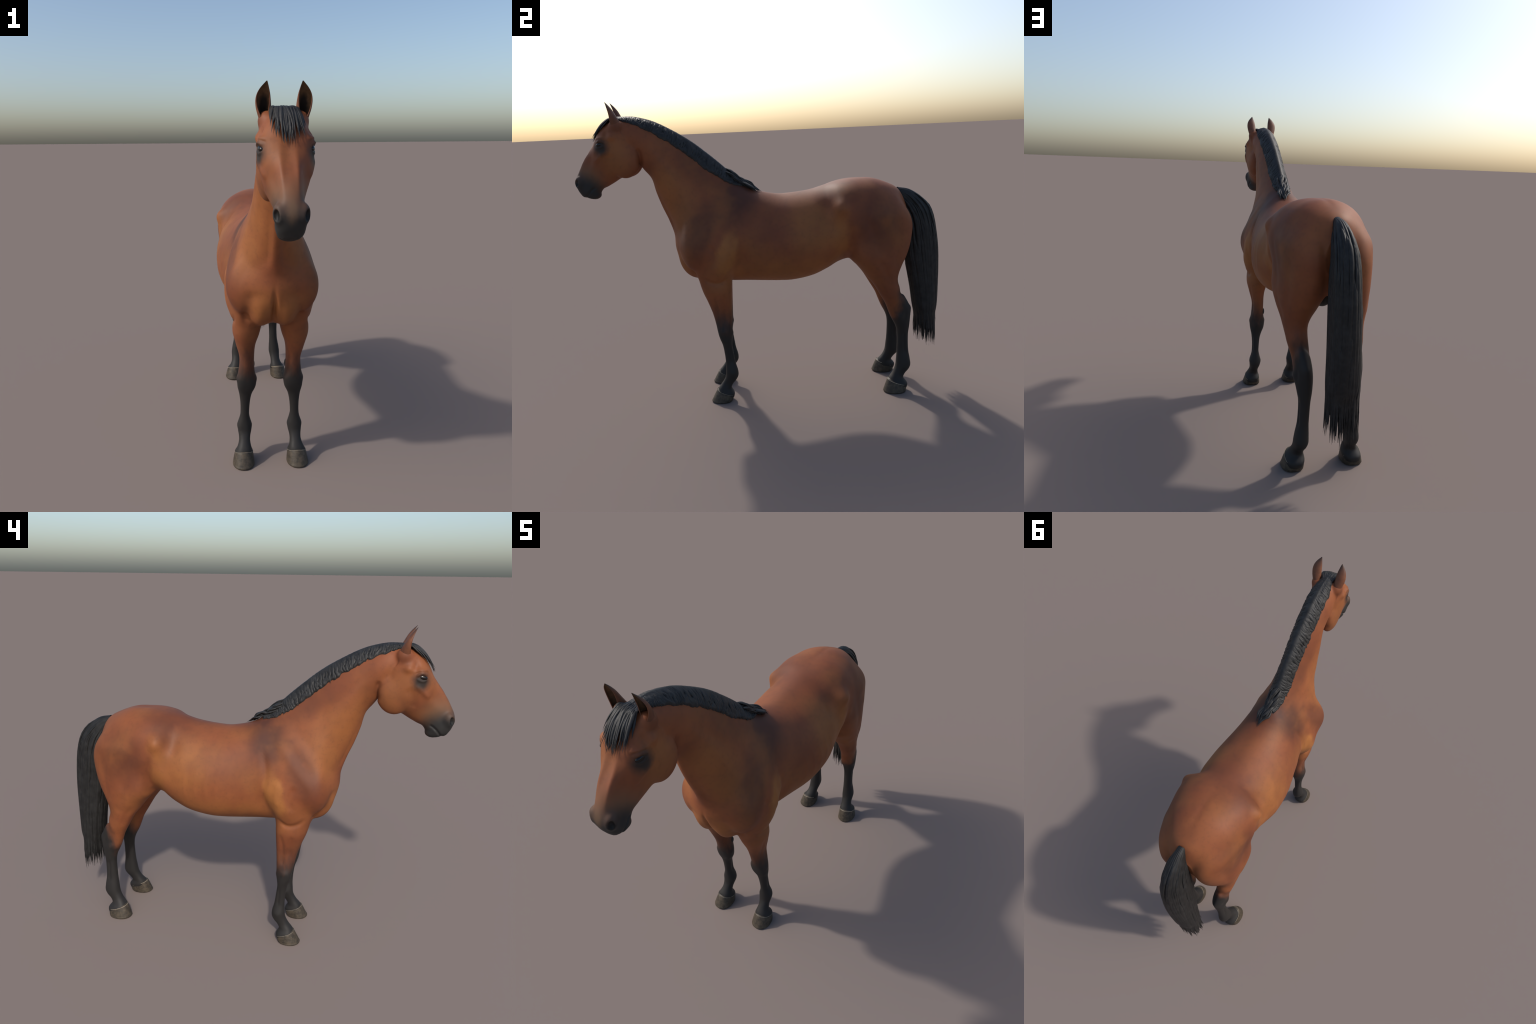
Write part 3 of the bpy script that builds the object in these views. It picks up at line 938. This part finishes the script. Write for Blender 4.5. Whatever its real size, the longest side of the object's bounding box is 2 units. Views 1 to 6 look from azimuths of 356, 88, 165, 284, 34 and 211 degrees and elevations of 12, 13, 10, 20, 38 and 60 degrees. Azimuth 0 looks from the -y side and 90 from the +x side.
def lock(name, pts, w, h, side, mat, parent, n=8, taper=(0.5, 1.0, 0.95, 0.8, 0.5, 0.04)):
    m = 16
    P = spline(pts, m)
    W = spline(list(taper), m)[:, 0].clip(0.03)
    S = np.tile(np.asarray(side, float), (m, 1)) if np.ndim(side) == 1 else spline(side, m)
    Vl, Fl = tube(P, W * w, W * h, S, n)
    return add(name, Vl, Fl, mat, parent)

# single locks over the shell, both sides
for side in (1, -1):
    for k in range(62):
        t0 = 8 + k * 6.1 + rnd.uniform(-2, 2)
        reach = float(np.interp(t0, np.arange(400), REACH)) * rnd.uniform(0.9, 1.08)
        d = np.linspace(0.10, 1.0, 6) * reach
        P = drape(np.full(6, t0) + np.array([0, 1, -1, 1.5, 0, 2]) * rnd.uniform(-1.5, 1.5), d, side, rnd.uniform(0.2, 0.55))
        P = body.push(P, 0.0, 5)
        v, nrm, _ = body.sample(P)
        P = P + nrm * (np.array([0.0095, 0.0075, 0.0070, 0.0065, 0.0055, 0.002]) * rnd.uniform(0.85, 1.1))[:, None]
        sd = np.cross(nrm, np.gradient(P, axis=0))
        lock("mane_lock", P, rnd.uniform(0.006, 0.010), 0.0035, sd, HAIR, mane_ob)
# brush of locks at the withers
for k in range(34):
    x0 = rnd.uniform(-0.028, 0.030)
    y0 = rnd.uniform(-0.20, -0.10)
    ln = rnd.uniform(0.08, 0.115)
    yy = y0 + np.linspace(0, 1, 6) * ln
    xx = x0 + np.linspace(0, 1, 6) * (0.022 - x0 * 0.55) + np.sin(np.linspace(0, 5, 6) + k) * 0.003
    P = np.stack([xx, yy, np.interp(yy, CREST[:, 0], CREST[:, 1], right=1.175) - 0.3 * np.abs(xx)], 1)
    P = body.push(P, 0.0, 6)
    v, nrm, _ = body.sample(P)
    lift = np.array([0.012, 0.021, 0.024, 0.020, 0.012, 0.003]) * rnd.uniform(0.5, 1.2)
    P = P + nrm * lift[:, None]
    lock("mane_lock", P, rnd.uniform(0.006, 0.009), 0.0045, np.cross(nrm, np.gradient(P, axis=0)), HAIR, mane_ob)

# ------------------------------------------------------------------ forelock
cap = ball("forelock", (0, -0.765, 1.570), (0.030, 0.040, 0.016), HAIR, root, -28)
def brow_y(z):
    return np.interp(z, [1.45, 1.468, 1.49, 1.52, 1.56], [-0.892, -0.884, -0.868, -0.852, -0.815])
for k in range(58):
    a = rnd.uniform(-1, 1)
    layer = k / 58
    x0 = a * 0.022
    x1 = a * 0.056 + rnd.uniform(-0.008, 0.008) + 0.004
    z1 = 1.474 + 0.040 * abs(a) ** 1.6 + 0.045 * rnd.random() ** 1.5
    arc = np.linspace(0, 1, 7)
    yy = -0.735 + arc * (brow_y(z1) + 0.735)
    zz = 1.592 + (z1 - 1.592) * arc ** 2.1
    xx = x0 + (x1 - x0) * arc ** 0.8 + rnd.uniform(0.001, 0.006) * np.sin(arc * rnd.uniform(3, 8) + k)
    P = np.stack([xx, yy, zz], 1)
    P = body.push(P, 0.0, 8)
    vv, nrm, _ = body.sample(P)
    lift = np.array([0.006, 0.011, 0.013, 0.012, 0.010, 0.008, 0.006]) + 0.007 * layer * arc ** 0.5
    P = P + nrm * lift[:, None]
    if k % 5 == 0:
        P[-1] += (0, -0.010, -0.004)
    lock("forelock_lock", P, rnd.uniform(0.0035, 0.0090), rnd.uniform(0.0028, 0.0045), np.cross(nrm, np.gradient(P, axis=0)), HAIR, cap, taper=(0.7, 1.0, 1.0, 0.9, 0.75, 0.45, 0.04))

# ------------------------------------------------------------------ tail
TAIL_OUT = [(0.760, 1.160), (0.835, 1.143), (0.918, 1.083), (0.965, 1.000), (0.988, 0.880), (0.999, 0.760), (0.998, 0.600), (0.994, 0.480), (0.985, 0.42)]
TAIL_IN = [(0.755, 1.110), (0.770, 1.060), (0.785, 1.000), (0.790, 0.930), (0.795, 0.850), (0.808, 0.740), (0.836, 0.600), (0.854, 0.480), (0.866, 0.42)]
TAIL_W = [0.022, 0.036, 0.049, 0.058, 0.062, 0.065, 0.069, 0.073, 0.072]

def tail_core():
    m, n = 120, 160
    O, I = spline(TAIL_OUT, m), spline(TAIL_IN, m)
    W = spline(TAIL_W, m)[:, 0]
    a = np.linspace(0, 2 * math.pi, n, endpoint=False)
    rows = []
    for i in range(m):
        t = i / (m - 1)
        c = 0.5 * (O[i] + I[i])
        hvec = 0.5 * (O[i] - I[i])
        ph = a * 9 + 1.2 * np.sin(a * 3 + t * 2.0) + 0.6 * np.sin(t * 9 + a * 2)
        groove = 1 - (0.030 + 0.05 * t) * (1 - np.abs(np.sin(ph))) - 0.035 * t * (1 - np.abs(np.sin(ph * 2.3 + 1.0 + t)))
        shrink = (1.0 if t < 0.55 else 1 - 0.75 * ((t - 0.55) / 0.45) ** 1.2) * 0.955
        ca, sa = np.cos(a), np.sin(a)
        e = 0.95
        X = W[i] * np.sign(sa) * np.abs(sa) ** e * groove * shrink
        k = np.sign(ca) * np.abs(ca) ** e * groove * shrink
        rows.append(np.stack([X, c[0] + hvec[0] * k, c[1] + hvec[1] * k], 1))
    P = np.concatenate(rows)
    i, j = np.meshgrid(np.arange(m - 1), np.arange(n), indexing="ij")
    j2 = (j + 1) % n
    F = np.stack([i * n + j, (i + 1) * n + j, (i + 1) * n + j2, i * n + j2], -1).reshape(-1, 4)
    return add("tail", P, F[:, ::-1], TAIL)

tail_ob = tail_core()
O9, I9, W9 = spline(TAIL_OUT, 90), spline(TAIL_IN, 90), spline(TAIL_W, 90)[:, 0]
for k in range(290):
    a = 2 * math.pi * (k * 0.618034 % 1.0)
    rad = 1.0 if k % 3 else rnd.uniform(0.3, 0.95)
    start = rnd.uniform(0.04, 0.72) if k % 3 else rnd.uniform(0.55, 0.8)
    idx = np.linspace(start * 89, 89, 9).astype(int)
    pts = []
    da = rnd.uniform(-0.25, 0.25)
    for q, i in enumerate(idx):
        aa = a + da * q / 8
        c, hv = 0.5 * (O9[i] + I9[i]), 0.5 * (O9[i] - I9[i])
        kx = W9[i] * np.sign(math.sin(aa)) * abs(math.sin(aa)) ** 0.95 * rad * (0.955 if q else 0.90)
        kk = np.sign(math.cos(aa)) * abs(math.cos(aa)) ** 0.95 * rad * (0.955 if q else 0.90)
        pts.append((kx, c[0] + hv[0] * kk, c[1] + hv[1] * kk))
    e = pts[-1]
    mid = (0.0, 0.925)
    ln = (0.10 + 0.90 * rnd.random() ** 0.7) * (0.225 - 0.045 * rad * abs(math.sin(a)) ** 2 - 0.05 * rad * max(0, -math.cos(a)))
    fx = e[0] * rnd.uniform(-0.02, 0.12)
    fy = (e[1] - mid[1]) * rnd.uniform(-0.15, 0.06) + rnd.uniform(-0.004, 0.01)
    pts.append((e[0] + fx * 0.4, e[1] + fy * 0.5, e[2] - ln * 0.5))
    pts.append((e[0] + fx, e[1] + fy, e[2] - ln))
    nrm = np.array([math.sin(a), math.cos(a), 0])
    P = np.array(pts)
    sd = np.tile(np.cross(nrm, (0, 0, 1.0)), (len(P), 1))
    m = 26
    PP = spline(P, m)
    tt = np.linspace(0, 1, m)
    total = np.linalg.norm(np.diff(PP, axis=0), axis=1).sum()
    W = np.minimum(np.clip(tt / 0.12, 0.15, 1), np.clip((1 - tt) * total / rnd.uniform(0.10, 0.22), 0.05, 1) ** 0.9)
    w = rnd.uniform(0.0050, 0.0115)
    Vl, Fl = tube(PP, W * w, W * w * 0.5, spline(sd, m), 7)
    add("tail_lock", Vl, Fl, TAIL, tail_ob)
